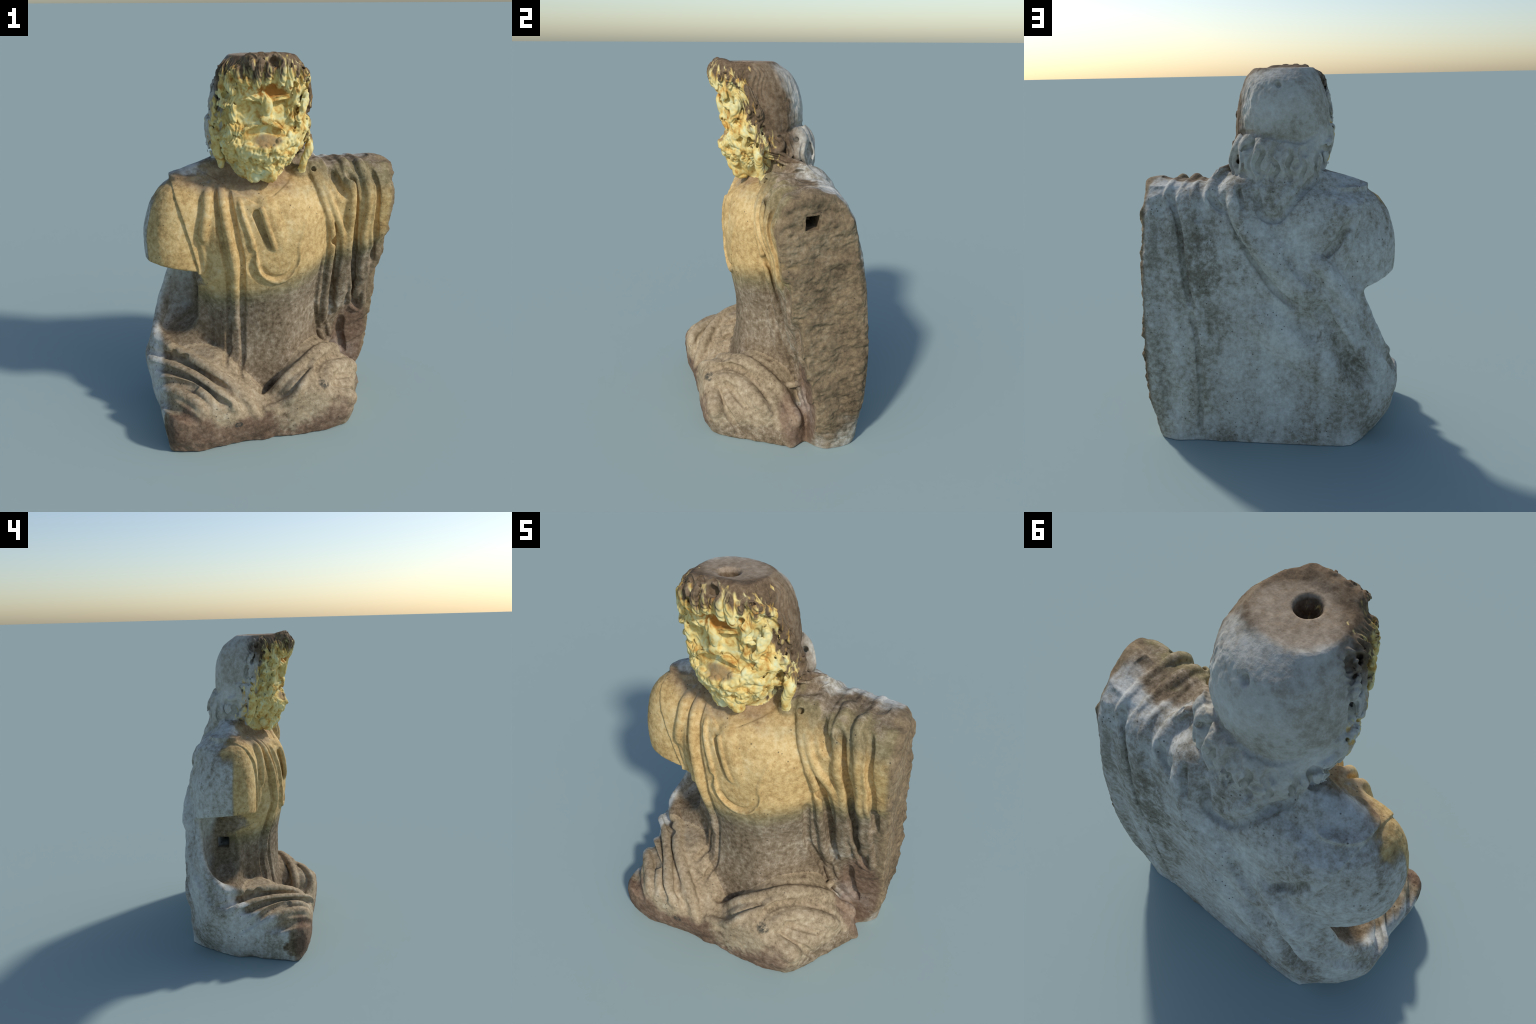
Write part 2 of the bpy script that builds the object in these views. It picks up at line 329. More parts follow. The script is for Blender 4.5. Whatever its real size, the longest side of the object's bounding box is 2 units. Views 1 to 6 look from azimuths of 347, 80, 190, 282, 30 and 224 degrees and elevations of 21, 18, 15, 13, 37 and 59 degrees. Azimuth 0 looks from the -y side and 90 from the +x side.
stroke([(0.409, 0.113, 1.402), (0.421, -0.03, 1.358), (0.439, -0.067, 1.282), (0.445, -0.066, 1.171), (0.455, -0.017, 1.015), (0.462, 0.017, 0.857), (0.462, 0.05, 0.712), (0.459, 0.097, 0.515)], 0.03, 0.028)
stroke([(0.326, -0.006, 1.374), (0.369, -0.063, 1.302), (0.401, -0.081, 1.236)], 0.02, -0.035)
stroke([(0.437, -0.07, 1.266), (0.451, -0.051, 1.114), (0.461, 0.003, 0.917), (0.494, 0.048, 0.709), (0.524, 0.096, 0.519)], 0.016, 0.021)
stroke([(0.435, -0.041, 1.351), (0.462, -0.069, 1.205), (0.487, -0.016, 1.012), (0.51, 0.035, 0.808), (0.531, 0.078, 0.635), (0.563, 0.102, 0.502)], 0.018, -0.036)
stroke([(0.5, 0.048, 1.403), (0.518, -0.053, 1.332), (0.537, -0.07, 1.26), (0.543, -0.059, 1.154), (0.549, -0.02, 1.009), (0.559, 0.033, 0.804), (0.562, 0.08, 0.641), (0.561, 0.088, 0.568)], 0.026, 0.025)
stroke([(0.563, -0.049, 1.32), (0.571, -0.07, 1.198), (0.577, -0.03, 1.045), (0.586, 0.006, 0.906), (0.59, 0.037, 0.724), (0.604, 0.098, 0.519), (0.581, 0.107, 0.467)], 0.018, 0.021)
stroke([(0.522, 0.098, 0.508), (0.556, 0.106, 0.48), (0.589, 0.107, 0.464)], 0.014, 0.014)
stroke([(0.556, -0.016, 1.372), (0.58, -0.06, 1.297), (0.593, -0.062, 1.151), (0.609, -0.033, 1.008), (0.621, 0.025, 0.802)], 0.018, -0.024)
stroke([(0.378, 0.114, 0.395), (0.41, 0.11, 0.454), (0.44, 0.108, 0.472)], 0.014, 0.014)
stroke([(0.391, 0.114, 0.414), (0.421, 0.129, 0.289), (0.38, -0.07, 0.305)], 0.016, 0.01)
stroke([(0.477, 0.112, 0.436), (0.478, 0.129, 0.324), (0.518, 0.153, 0.179)], 0.03, -0.03)
stroke([(0.456, 0.114, 0.414), (0.48, 0.134, 0.284), (0.531, 0.154, 0.163)], 0.016, -0.02)
stroke([(0.354, 0.112, 0.352), (0.387, 0.131, 0.238), (0.438, 0.148, 0.171), (0.51, 0.151, 0.073)], 0.018, 0.014)
# lap: cloth rolls over the right thigh
stroke([(-0.605, 0.049, 0.441), (-0.549, -0.002, 0.398), (-0.449, -0.123, 0.382), (-0.361, -0.228, 0.356), (-0.278, -0.304, 0.304), (-0.206, -0.356, 0.227), (-0.157, -0.39, 0.176)], 0.03, 0.039)
stroke([(-0.539, -0.041, 0.379), (-0.455, -0.162, 0.364), (-0.378, -0.267, 0.337), (-0.331, -0.316, 0.319), (-0.283, -0.381, 0.283), (-0.226, -0.399, 0.216)], 0.022, -0.022)
stroke([(-0.682, 0.041, 0.334), (-0.604, -0.044, 0.344), (-0.521, -0.146, 0.345), (-0.445, -0.235, 0.334), (-0.379, -0.328, 0.316), (-0.321, -0.397, 0.287), (-0.266, -0.419, 0.229)], 0.028, 0.031)
stroke([(-0.666, -0.009, 0.317), (-0.561, -0.127, 0.334), (-0.484, -0.218, 0.329), (-0.417, -0.313, 0.312), (-0.381, -0.369, 0.301), (-0.326, -0.422, 0.263)], 0.022, -0.022)
stroke([(-0.638, -0.081, 0.27), (-0.578, -0.175, 0.308), (-0.49, -0.256, 0.311), (-0.439, -0.324, 0.299), (-0.392, -0.4, 0.282)], 0.024, 0.021)
stroke([(-0.668, -0.007, 0.181), (-0.611, -0.183, 0.279), (-0.541, -0.251, 0.298), (-0.478, -0.312, 0.291)], 0.016, -0.016)
stroke([(-0.636, -0.159, 0.25), (-0.545, -0.285, 0.284), (-0.485, -0.354, 0.272), (-0.435, -0.42, 0.249)], 0.03, 0.029)
stroke([(-0.644, -0.201, 0.205), (-0.594, -0.341, 0.24), (-0.534, -0.418, 0.235), (-0.48, -0.442, 0.199)], 0.03, -0.029)
stroke([(-0.686, 0.127, 0.364), (-0.673, 0.063, 0.37), (-0.587, -0.021, 0.368), (-0.482, -0.105, 0.376)], 0.022, -0.016)
stroke([(-0.581, 0.275, 0.569), (-0.645, 0.208, 0.473), (-0.678, 0.143, 0.383)], 0.03, -0.026)
stroke([(-0.546, 0.25, 0.666), (-0.569, 0.203, 0.552), (-0.624, 0.124, 0.477), (-0.621, 0.058, 0.437), (-0.498, -0.033, 0.398)], 0.018, 0.021)
stroke([(-0.657, -0.054, 0.215), (-0.635, -0.118, 0.263), (-0.573, -0.196, 0.303), (-0.462, -0.29, 0.306)], 0.02, -0.013)
# lap: cloth rolls over the left thigh
stroke([(-0.121, -0.28, 0.235), (-0.026, -0.221, 0.216), (0.061, -0.239, 0.306), (0.188, -0.179, 0.361), (0.279, -0.103, 0.367)], 0.02, -0.025)
stroke([(-0.07, -0.268, 0.205), (0.02, -0.273, 0.274), (0.143, -0.218, 0.34), (0.25, -0.141, 0.37), (0.322, -0.079, 0.343)], 0.026, 0.029)
stroke([(-0.02, -0.323, 0.214), (0.039, -0.359, 0.264), (0.138, -0.309, 0.321), (0.246, -0.208, 0.333)], 0.018, -0.013)
stroke([(-0.111, -0.37, 0.185), (-0.016, -0.369, 0.194), (0.053, -0.386, 0.243), (0.114, -0.354, 0.303), (0.235, -0.228, 0.327), (0.318, -0.129, 0.33)], 0.022, 0.018)
stroke([(0.181, -0.252, 0.331), (0.27, -0.144, 0.359), (0.335, -0.066, 0.337), (0.4, -0.007, 0.291), (0.427, 0.047, 0.223), (0.49, 0.081, 0.158), (0.533, 0.096, 0.091)], 0.03, 0.029)
stroke([(0.195, -0.375, 0.276), (0.215, -0.257, 0.322), (0.298, -0.167, 0.326), (0.375, -0.114, 0.294), (0.459, -0.076, 0.253), (0.485, -0.052, 0.22)], 0.02, -0.013)
stroke([(0.252, -0.333, 0.269), (0.301, -0.221, 0.284), (0.408, -0.143, 0.263), (0.488, -0.093, 0.207), (0.513, -0.057, 0.148)], 0.034, 0.026)
stroke([(0.306, -0.257, 0.257), (0.425, -0.203, 0.22), (0.472, -0.159, 0.179)], 0.018, -0.017)
stroke([(0.287, -0.32, 0.234), (0.422, -0.29, 0.176), (0.442, -0.253, 0.112), (0.45, -0.22, 0.055)], 0.02, -0.023)
stroke([(0.266, -0.359, 0.233), (0.336, -0.343, 0.191), (0.414, -0.33, 0.143)], 0.04, 0.026)
# mantle back
stroke([(0.495, 0.287, 1.362), (0.436, 0.363, 1.209), (0.41, 0.405, 1.014), (0.394, 0.418, 0.895), (0.367, 0.427, 0.781)], 0.015, -0.03)
stroke([(0.374, 0.427, 0.762), (0.348, 0.434, 0.626), (0.34, 0.433, 0.443), (0.344, 0.427, 0.273), (0.363, 0.399, 0.05)], 0.013, -0.024)
stroke([(0.28, 0.307, 1.367), (0.243, 0.32, 1.311), (0.197, 0.342, 1.274)], 0.018, -0.028)
stroke([(0.2, 0.317, 1.364), (0.176, 0.351, 1.288), (0.145, 0.369, 1.216), (0.088, 0.376, 1.1), (0.015, 0.374, 0.98), (-0.054, 0.37, 0.884), (-0.112, 0.369, 0.83), (-0.171, 0.367, 0.782)], 0.017, -0.034)
stroke([(0.153, 0.337, 1.362), (0.112, 0.377, 1.242), (0.048, 0.391, 1.128), (-0.032, 0.395, 1.024), (-0.107, 0.395, 0.942)], 0.035, 0.014)
stroke([(0.128, 0.313, 1.399), (0.087, 0.363, 1.292)], 0.014, -0.02)
stroke([(0.342, 0.31, 1.338), (0.325, 0.36, 1.21)], 0.02, -0.008)
stroke([(0.037, 0.299, 1.38), (0.005, 0.337, 1.27), (-0.049, 0.336, 1.236), (-0.09, 0.331, 1.244), (-0.129, 0.316, 1.286), (-0.197, 0.255, 1.369), (-0.263, 0.173, 1.427)], 0.02, -0.03)
stroke([(-0.042, 0.323, 1.286), (-0.071, 0.316, 1.303), (-0.124, 0.28, 1.378), (-0.172, 0.238, 1.431)], 0.02, 0.01)
stroke([(-0.443, 0.291, 1.222), (-0.395, 0.323, 1.145), (-0.343, 0.326, 1.074), (-0.287, 0.342, 1.029)], 0.02, -0.03)
stroke([(-0.117, 0.37, 1.08), (-0.187, 0.38, 0.988), (-0.268, 0.381, 0.895)], 0.03, -0.02)
stroke([(-0.258, 0.343, 1.04), (-0.334, 0.345, 0.971), (-0.404, 0.351, 0.878), (-0.462, 0.336, 0.783)], 0.045, 0.034)
stroke([(-0.206, 0.367, 0.721), (-0.241, 0.366, 0.678), (-0.265, 0.365, 0.635)], 0.06, -0.04)
stroke([(-0.289, 0.367, 0.793), (-0.365, 0.363, 0.664), (-0.424, 0.357, 0.538), (-0.49, 0.346, 0.421), (-0.537, 0.316, 0.357)], 0.055, -0.044)
stroke([(-0.359, 0.365, 0.795), (-0.423, 0.357, 0.677), (-0.494, 0.344, 0.543), (-0.566, 0.304, 0.405), (-0.596, 0.265, 0.329)], 0.02, 0.014)
stroke([(-0.463, 0.341, 0.754), (-0.527, 0.32, 0.655), (-0.598, 0.267, 0.528)], 0.014, -0.01)
stroke([(0.253, 0.407, 0.702), (0.229, 0.406, 0.633), (0.222, 0.406, 0.504)], 0.012, -0.008)
stroke([(0.455, 0.43, 0.328), (0.463, 0.417, 0.157), (0.473, 0.411, 0.069)], 0.012, -0.008)
stroke([(-0.577, 0.264, 0.594), (-0.624, 0.221, 0.507), (-0.68, 0.146, 0.376)], 0.03, -0.02)
stroke([(-.487, .265, .86), (-.535, .245, .72), (-.575, .225, .62), (-.61, .17, .52), (-.61, .09, .465), (-.56, -.01, .43)], .02, .02, k=.03, on=False)   # rolled hem at the hollow

# socket holes where arms were once pinned, and the bowl cut into the crown
D = smax(D, -box((.66, .112, 1.266), (.18, .036, .036)), .008)
D = smax(D, -box((-.36, .135, .672), (.20, .038, .036)), .008)
D = smax(D, -capsule((-.062, -.105, 1.985), (-.062, -.10, 1.93), .05, .036), .012)
# flap of cloth torn open under the collar: the right edge stands proud, the left drops into a wedge
stroke([(-.05, -.20, 1.225), (-.015, -.21, 1.13), (.01, -.21, 1.03)], .05, .016, ends=(0, 1))
stroke([(-.105, -.19, 1.205), (-.07, -.20, 1.12), (-.03, -.20, 1.03)], .026, -.03, k=.005, ends=(0, 1))
stroke([(-.083, -.205, 1.235), (-.048, -.21, 1.12), (-.012, -.21, 1.01)], .013, .024, k=.004, ends=(0, 1))
# loose strands at the neck, and the two tips of the beard
for sx, lift in ((0, 0), (.022, .012)):
    stroke([(.18 + sx, -.08 + lift * 3, 1.56), (.192 + sx * .6, -.07 + lift, 1.50), (.172 + sx * .5, -.062 + lift, 1.45), (.170 + sx * .2, -.046, 1.395 + lift * 2)], .017, .017, k=.012, on=False, who=HEAD)
    stroke([(-.27 - sx, -.08 + lift * 3, 1.58), (-.278 - sx * .5, -.065 + lift, 1.52), (-.262 - sx * .4, -.05 + lift, 1.48), (-.255, -.02, 1.43 + lift * 2)], .017, .017, k=.012, on=False, who=HEAD)
stroke([(-.105, -.135, 1.43), (-.10, -.13, 1.385)], .028, .028, k=.02, on=False)
stroke([(-.02, -.15, 1.44), (-.018, -.145, 1.39)], .028, .028, k=.02, on=False)
# thick rolled locks hanging round the nape
for n, (cx, cy, top, low, r) in enumerate([(.165, .115, 1.60, 1.44, .032), (.17, .185, 1.60, 1.42, .034), (.115, .235, 1.60, 1.41, .034), (.045, .262, 1.595, 1.41, .032), (-.03, .272, 1.59, 1.42, .03), (-.11, .262, 1.58, 1.43, .028), (-.25, .165, 1.58, 1.45, .026), (-.285, .09, 1.60, 1.46, .026)]):
    cx, cy = cx - .006, cy - .012
    ux, uy = cx + .06, cy - .04; L = math.hypot(ux, uy); ux, uy = ux / L, uy / L
    s = .014 if n % 2 else -.014
    path = [(cx - .05 * ux, cy - .05 * uy, top + .03), (cx - .015 * ux - uy * s, cy - .015 * uy + ux * s, top - .02), (cx + uy * s, cy - ux * s, (top + low) / 2),
            (cx - .008 * ux - uy * s, cy - .008 * uy + ux * s, low + .03), (cx - .03 * ux, cy - .03 * uy, low)]
    stroke(path, r, r, k=.008, on=False, who=HEAD)
    for e in (-.5, .45):                                                # strand lines
        stroke([(p[0] + ux * r * .9 - uy * r * e, p[1] + uy * r * .9 + ux * r * e, p[2]) for p in path[1:]], .008, -.011, k=.003, G=D)

for n in range(9):                                                      # partings between the nape locks
    ph = math.radians(12 + 19 * n); c, q = math.cos(ph), math.sin(ph); e = .18 if n % 2 else -.18
    stroke([(-.06 + .225 * math.cos(ph + t * e), .035 + .225 * math.sin(ph + t * e), z) for t, z in ((0, 1.585), (.35, 1.545), (-.2, 1.49), (.25, 1.44), (0, 1.405))], .011, -.02, k=.004, G=D)

# broken planes of the face: forehead, eye hollows, cheeks, lower lip
shave((-.057, -.228, 1.80), (0, -1, .1), (-.057, -.25, 1.80), (.12, .07, .04))
shave((-.12, -.196, 1.755), (-.12, -.95, .30), (-.115, -.22, 1.752), (.055, .06, .032))
shave((.005, -.198, 1.755), (.12, -.95, .30), (.002, -.22, 1.752), (.052, .06, .032))
shave((-.13, -.197, 1.69), (-.32, -.94, -.10), (-.125, -.21, 1.70), (.075, .07, .07))
shave((.015, -.199, 1.69), (.32, -.94, -.10), (.012, -.21, 1.70), (.07, .07, .07))
shave((-.062, -.246, 1.588), (0, -.88, .46), (-.062, -.25, 1.59), (.085, .06, .04))
BASE = D.copy()
# face: fringe shadow, brows, eye and cheek planes, nose, moustache, mouth
stroke([(-0.163, -0.231, 1.836), (-0.09, -0.246, 1.826), (-0.008, -0.244, 1.829)], 0.026, -0.014)
lock([(-0.193, -0.208, 1.786), (-0.145, -0.225, 1.79), (-0.104, -0.231, 1.775)], 0.014, 0.0144)
lock([(-0.045, -0.236, 1.778), (-0.005, -0.232, 1.787), (0.041, -0.222, 1.792)], 0.014, 0.0144)
lock([(-0.082, -0.24, 1.798), (-0.075, -0.228, 1.751), (-0.068, -0.219, 1.708)], 0.026, 0.024)
lock([(-0.093, -0.213, 1.687), (-0.067, -0.213, 1.678), (-0.041, -0.214, 1.685)], 0.026, 0.0264)
lock([(-0.081, -0.209, 1.661), (-0.111, -0.205, 1.661), (-0.148, -0.193, 1.644), (-0.184, -0.177, 1.608)], 0.016, 0.0216)
lock([(-0.055, -0.21, 1.66), (-0.028, -0.208, 1.658), (0.001, -0.201, 1.634), (0.027, -0.195, 1.598)], 0.016, 0.0216)
stroke([(-0.152, -0.191, 1.605), (-0.119, -0.2, 1.629), (-0.072, -0.207, 1.637), (-0.022, -0.204, 1.625), (0.012, -0.199, 1.599)], 0.022, -0.02)
# fringe over the brow
lock([(-0.142, -0.254, 1.969), (-0.149, -0.257, 1.91), (-0.165, -0.231, 1.84)], 0.016, 0.0264)
lock([(-0.093, -0.257, 1.968), (-0.117, -0.264, 1.91), (-0.119, -0.244, 1.837)], 0.016, 0.0264)
lock([(-0.064, -0.259, 1.964), (-0.066, -0.269, 1.909), (-0.076, -0.257, 1.861)], 0.014, 0.024)
lock([(-0.01, -0.26, 1.959), (-0.003, -0.262, 1.895), (-0.005, -0.246, 1.837)], 0.016, 0.0264)
lock([(0.033, -0.259, 1.946), (0.032, -0.25, 1.881), (0.035, -0.229, 1.81)], 0.016, 0.0264)
lock([(-0.205, -0.218, 1.928), (-0.195, -0.223, 1.877), (-0.171, -0.23, 1.844)], 0.016, 0.024)
stroke([(-0.173, -0.244, 1.937), (-0.159, -0.254, 1.926), (-0.142, -0.253, 1.89)], 0.02, -0.014)
lock([(-0.126, -0.255, 1.968), (-0.097, -0.241, 1.986), (-0.076, -0.256, 1.971)], 0.016, 0.012)
lock([(-0.063, -0.254, 1.975), (-0.035, -0.244, 1.985), (-0.013, -0.258, 1.966)], 0.016, 0.012)
lock([(-0.17, -0.23, 1.971), (-0.147, -0.241, 1.983), (-0.122, -0.259, 1.961)], 0.016, 0.012)
# locks framing the right side of the face
lock([(-0.257, -0.109, 1.908), (-0.251, -0.154, 1.863), (-0.268, -0.133, 1.803), (-0.256, -0.157, 1.773)], 0.017, 0.0288)
lock([(-0.224, -0.205, 1.919), (-0.237, -0.182, 1.857), (-0.216, -0.202, 1.818), (-0.231, -0.189, 1.793)], 0.016, 0.0288)
lock([(-0.294, -0.058, 1.787), (-0.265, -0.138, 1.762), (-0.23, -0.177, 1.741), (-0.221, -0.169, 1.681)], 0.016, 0.0288)
lock([(-0.287, -0.089, 1.757), (-0.294, -0.071, 1.703), (-0.273, -0.12, 1.68), (-0.244, -0.154, 1.675)], 0.016, 0.0264)
lock([(-0.315, 0.029, 1.671), (-0.297, -0.056, 1.657), (-0.287, -0.065, 1.606), (-0.25, -0.128, 1.589)], 0.018, 0.0288)
lock([(-0.308, -0.007, 1.632), (-0.297, 0.016, 1.56), (-0.276, -0.015, 1.52), (-0.254, 0.057, 1.458)], 0.018, 0.0264)
lock([(-0.255, -0.142, 1.665), (-0.22, -0.165, 1.655), (-0.231, -0.15, 1.61), (-0.257, -0.123, 1.602)], 0.015, 0.0264)
stroke([(-0.231, -0.189, 1.793), (-0.255, -0.159, 1.798), (-0.281, -0.104, 1.775)], 0.015, -0.022)
stroke([(-0.3, -0.057, 1.736), (-0.276, -0.118, 1.718), (-0.248, -0.157, 1.714), (-0.24, -0.159, 1.689)], 0.013, -0.026)
stroke([(-0.294, -0.063, 1.654), (-0.265, -0.125, 1.65), (-0.265, -0.118, 1.623)], 0.015, -0.022)
lock([(-0.215, -0.192, 1.764), (-0.219, -0.177, 1.716), (-0.213, -0.17, 1.664)], 0.016, 0.024)
# locks framing the left side of the face
lock([(0.057, -0.239, 1.871), (0.079, -0.212, 1.811), (0.069, -0.203, 1.76), (0.111, -0.171, 1.72)], 0.018, 0.0288)
lock([(0.1, -0.222, 1.917), (0.156, -0.123, 1.849), (0.179, -0.084, 1.775), (0.199, -0.059, 1.727), (0.188, -0.054, 1.692)], 0.016, 0.0288)
lock([(0.12, -0.181, 1.789), (0.115, -0.17, 1.728), (0.088, -0.174, 1.665), (0.13, -0.141, 1.636)], 0.017, 0.0288)
lock([(0.146, -0.133, 1.678), (0.204, -0.026, 1.591), (0.188, -0.018, 1.531), (0.273, 0.206, 1.449)], 0.016, 0.0288)
lock([(0.106, -0.16, 1.641), (0.183, -0.017, 1.568), (0.13, -0.087, 1.537), (0.221, 0.119, 1.455)], 0.017, 0.0288)
lock([(0.074, -0.177, 1.645), (0.115, -0.148, 1.612), (0.071, -0.175, 1.583), (0.121, -0.087, 1.524)], 0.016, 0.0264)
stroke([(0.064, -0.231, 1.854), (0.071, -0.218, 1.82), (0.083, -0.201, 1.776)], 0.013, -0.022)
stroke([(0.074, -0.196, 1.742), (0.086, -0.181, 1.697), (0.084, -0.174, 1.653)], 0.013, -0.024)
stroke([(0.131, -0.167, 1.787), (0.137, -0.151, 1.733)], 0.013, -0.02)
lock([(0.053, -0.212, 1.77), (0.054, -0.197, 1.709), (0.068, -0.181, 1.654)], 0.015, 0.024)
# left side of the head
lock([(0.065, -0.246, 1.919), (0.077, -0.236, 1.893), (0.061, -0.239, 1.878)], 0.014, 0.0168)
lock([(0.114, -0.208, 1.908), (0.11, -0.201, 1.868), (0.116, -0.191, 1.841)], 0.014, 0.0192)
lock([(0.138, -0.145, 1.878), (0.142, -0.139, 1.856), (0.146, -0.133, 1.838)], 0.014, 0.0168)
lock([(0.161, -0.087, 1.821), (0.17, -0.079, 1.777), (0.167, -0.102, 1.733), (0.162, -0.111, 1.71)], 0.016, 0.0216)
lock([(0.129, -0.17, 1.824), (0.138, -0.153, 1.771), (0.118, -0.165, 1.715), (0.138, -0.145, 1.694)], 0.017, 0.024)
lock([(0.175, -0.076, 1.674), (0.181, -0.049, 1.629), (0.16, -0.074, 1.59)], 0.016, 0.0216)
lock([(0.148, -0.128, 1.672), (0.147, -0.109, 1.608), (0.117, -0.124, 1.557), (0.111, -0.09, 1.513), (0.082, -0.051, 1.45)], 0.017, 0.024)
lock([(0.176, -0.039, 1.578), (0.181, -0.006, 1.55), (0.138, -0.017, 1.501), (0.1, 0.009, 1.442)], 0.017, 0.024)
lock([(0.191, 0.034, 1.61), (0.189, 0.063, 1.568), (0.18, 0.041, 1.525)], 0.018, 0.0216)
stroke([(0.114, -0.189, 1.805), (0.113, -0.182, 1.769), (0.089, -0.184, 1.722)], 0.013, -0.024)
stroke([(0.149, -0.131, 1.79), (0.155, -0.123, 1.75), (0.152, -0.128, 1.709)], 0.013, -0.022)
stroke([(0.186, -0.04, 1.657), (0.187, -0.033, 1.629)], 0.012, -0.02)
stroke([(0.156, -0.064, 1.561), (0.132, -0.045, 1.511), (0.096, -0.034, 1.461)], 0.018, -0.028)
stroke([(0.152, -0.096, 1.599), (0.152, -0.086, 1.585)], 0.014, -0.02)
# rolled locks on the nape
stroke([(-0.198, 0.207, 1.582), (-0.206, 0.224, 1.544)], 0.024, -0.022)
stroke([(-0.152, 0.252, 1.486), (-0.18, 0.242, 1.513)], 0.02, -0.016)
stroke([(0.179, 0.069, 1.626), (0.055, 0.196, 1.637), (-0.041, 0.219, 1.63), (-0.12, 0.212, 1.619), (-0.196, 0.188, 1.616), (-0.258, 0.134, 1.647)], 0.016, -0.012)
# right side of the head
lock([(-0.239, -0.072, 1.946), (-0.262, -0.085, 1.891), (-0.279, -0.063, 1.846), (-0.293, -0.055, 1.8), (-0.302, -0.051, 1.745), (-0.307, -0.027, 1.703)], 0.018, 0.0192)
lock([(-0.228, -0.114, 1.954), (-0.26, -0.106, 1.881), (-0.282, -0.089, 1.808), (-0.297, -0.062, 1.754), (-0.303, -0.049, 1.698)], 0.018, 0.0216)
stroke([(-0.246, -0.061, 1.937), (-0.267, -0.054, 1.882)], 0.016, -0.016)
stroke([(-0.298, -0.041, 1.787), (-0.307, -0.032, 1.717)], 0.016, -0.02)
stroke([(-0.257, -0.094, 1.914), (-0.275, -0.077, 1.85), (-0.289, -0.064, 1.809)], 0.012, -0.014)
lock([(-0.233, -0.133, 1.944), (-0.252, -0.143, 1.88), (-0.267, -0.132, 1.816)], 0.016, 0.0192)
stroke([(-0.258, -0.132, 1.867), (-0.265, -0.134, 1.825)], 0.012, -0.02)
lock([(-0.308, 0.013, 1.68), (-0.309, 0.012, 1.623), (-0.303, 0.041, 1.594), (-0.285, 0.085, 1.578)], 0.018, 0.0216)
lock([(-0.302, -0.049, 1.674), (-0.305, -0.029, 1.632), (-0.299, -0.011, 1.574), (-0.294, 0.01, 1.55)], 0.02, 0.0264)
lock([(-0.298, -0.046, 1.622), (-0.276, -0.062, 1.562), (-0.262, -0.036, 1.512), (-0.225, -0.004, 1.462)], 0.018, 0.024)
stroke([(-0.289, 0.06, 1.554), (-0.279, 0.055, 1.504), (-0.282, 0.075, 1.456)], 0.018, -0.026)
lock([(-0.291, -0.004, 1.545), (-0.267, 0.013, 1.493), (-0.212, 0.002, 1.441)], 0.02, 0.0216)
stroke([(-0.298, 0.034, 1.565), (-0.28, 0.092, 1.563)], 0.014, -0.02)
lock([(-0.274, -0.119, 1.798), (-0.289, -0.084, 1.753), (-0.285, -0.096, 1.696), (-0.289, -0.074, 1.649)], 0.018, 0.0264)
stroke([(-0.273, -0.123, 1.779), (-0.28, -0.109, 1.733), (-0.278, -0.109, 1.686)], 0.016, -0.026)
stroke([(-0.235, -0.173, 1.738), (-0.243, -0.159, 1.701), (-0.252, -0.145, 1.664)], 0.016, -0.022)
lock([(-0.286, -0.083, 1.649), (-0.301, -0.048, 1.665), (-0.302, -0.038, 1.632), (-0.288, -0.068, 1.621)], 0.015, 0.024)
stroke([(-0.281, -0.097, 1.658), (-0.278, -0.091, 1.615)], 0.014, -0.02)
# small losses
stroke([(-0.06, 0.163, 1.902), (-0.073, 0.174, 1.886)], 0.012, -0.02)
stroke([(-0.044, -0.263, 1.954), (-0.031, -0.263, 1.95)], 0.018, -0.035)
# beard: small snail curls
for n, (x, y, z, r) in enumerate([
    (-0.208, -0.161, 1.572, 0.026), (-0.178, -0.177, 1.534, 0.026), (-0.209, -0.117, 1.501, 0.024), (-0.159, -0.157, 1.485, 0.028), (-0.133, -0.202, 1.533, 0.028),
    (-0.104, -0.191, 1.494, 0.028), (-0.081, -0.219, 1.542, 0.026), (-0.039, -0.201, 1.501, 0.03), (-0.004, -0.207, 1.527, 0.028), (0.036, -0.197, 1.563, 0.026),
    (0.069, -0.154, 1.513, 0.026), (0.072, -0.095, 1.459, 0.026), (0.015, -0.152, 1.452, 0.026), (-0.027, -0.155, 1.437, 0.026), (-0.129, -0.141, 1.439, 0.026),
    (-0.092, -0.158, 1.441, 0.024), (-0.157, -0.104, 1.432, 0.024), (0.06, -0.182, 1.594, 0.022), (-0.2, -0.171, 1.629, 0.022), (-0.12, -0.121, 1.402, 0.026),
    (-0.028, -0.124, 1.393, 0.028), (-0.149, -0.198, 1.55, 0.02), (0.008, -0.208, 1.549, 0.02), (-0.227, -0.146, 1.574, 0.022), (0.012, -0.192, 1.51, 0.026),
    (0.035, -0.163, 1.484, 0.026), (0.076, -0.118, 1.485, 0.028), (-0.06, -0.174, 1.419, 0.03), (-0.036, -0.132, 1.402, 0.026), (0.074, -0.172, 1.576, 0.024),
    (0.012, -0.205, 1.568, 0.022), (0.082, -0.143, 1.52, 0.024), (-0.025, -0.216, 1.539, 0.022), (-0.214, -0.155, 1.564, 0.026), (-0.217, -0.14, 1.535, 0.024),
    (-0.211, -0.084, 1.48, 0.028), (-0.157, -0.133, 1.458, 0.028), (-0.058, -0.176, 1.454, 0.026), (-0.119, -0.125, 1.407, 0.026), (-0.159, -0.174, 1.508, 0.026),
    (-0.112, -0.206, 1.526, 0.024), (-0.249, -0.113, 1.558, 0.022), (-0.237, -0.1, 1.523, 0.022)]):
    curl((x, y, z), r, n)
shave((-.06, -.236, 1.69), (0, -1, -.22), (-.06, -.245, 1.69), (.05, .05, .05), k=.004)      # nose broken off

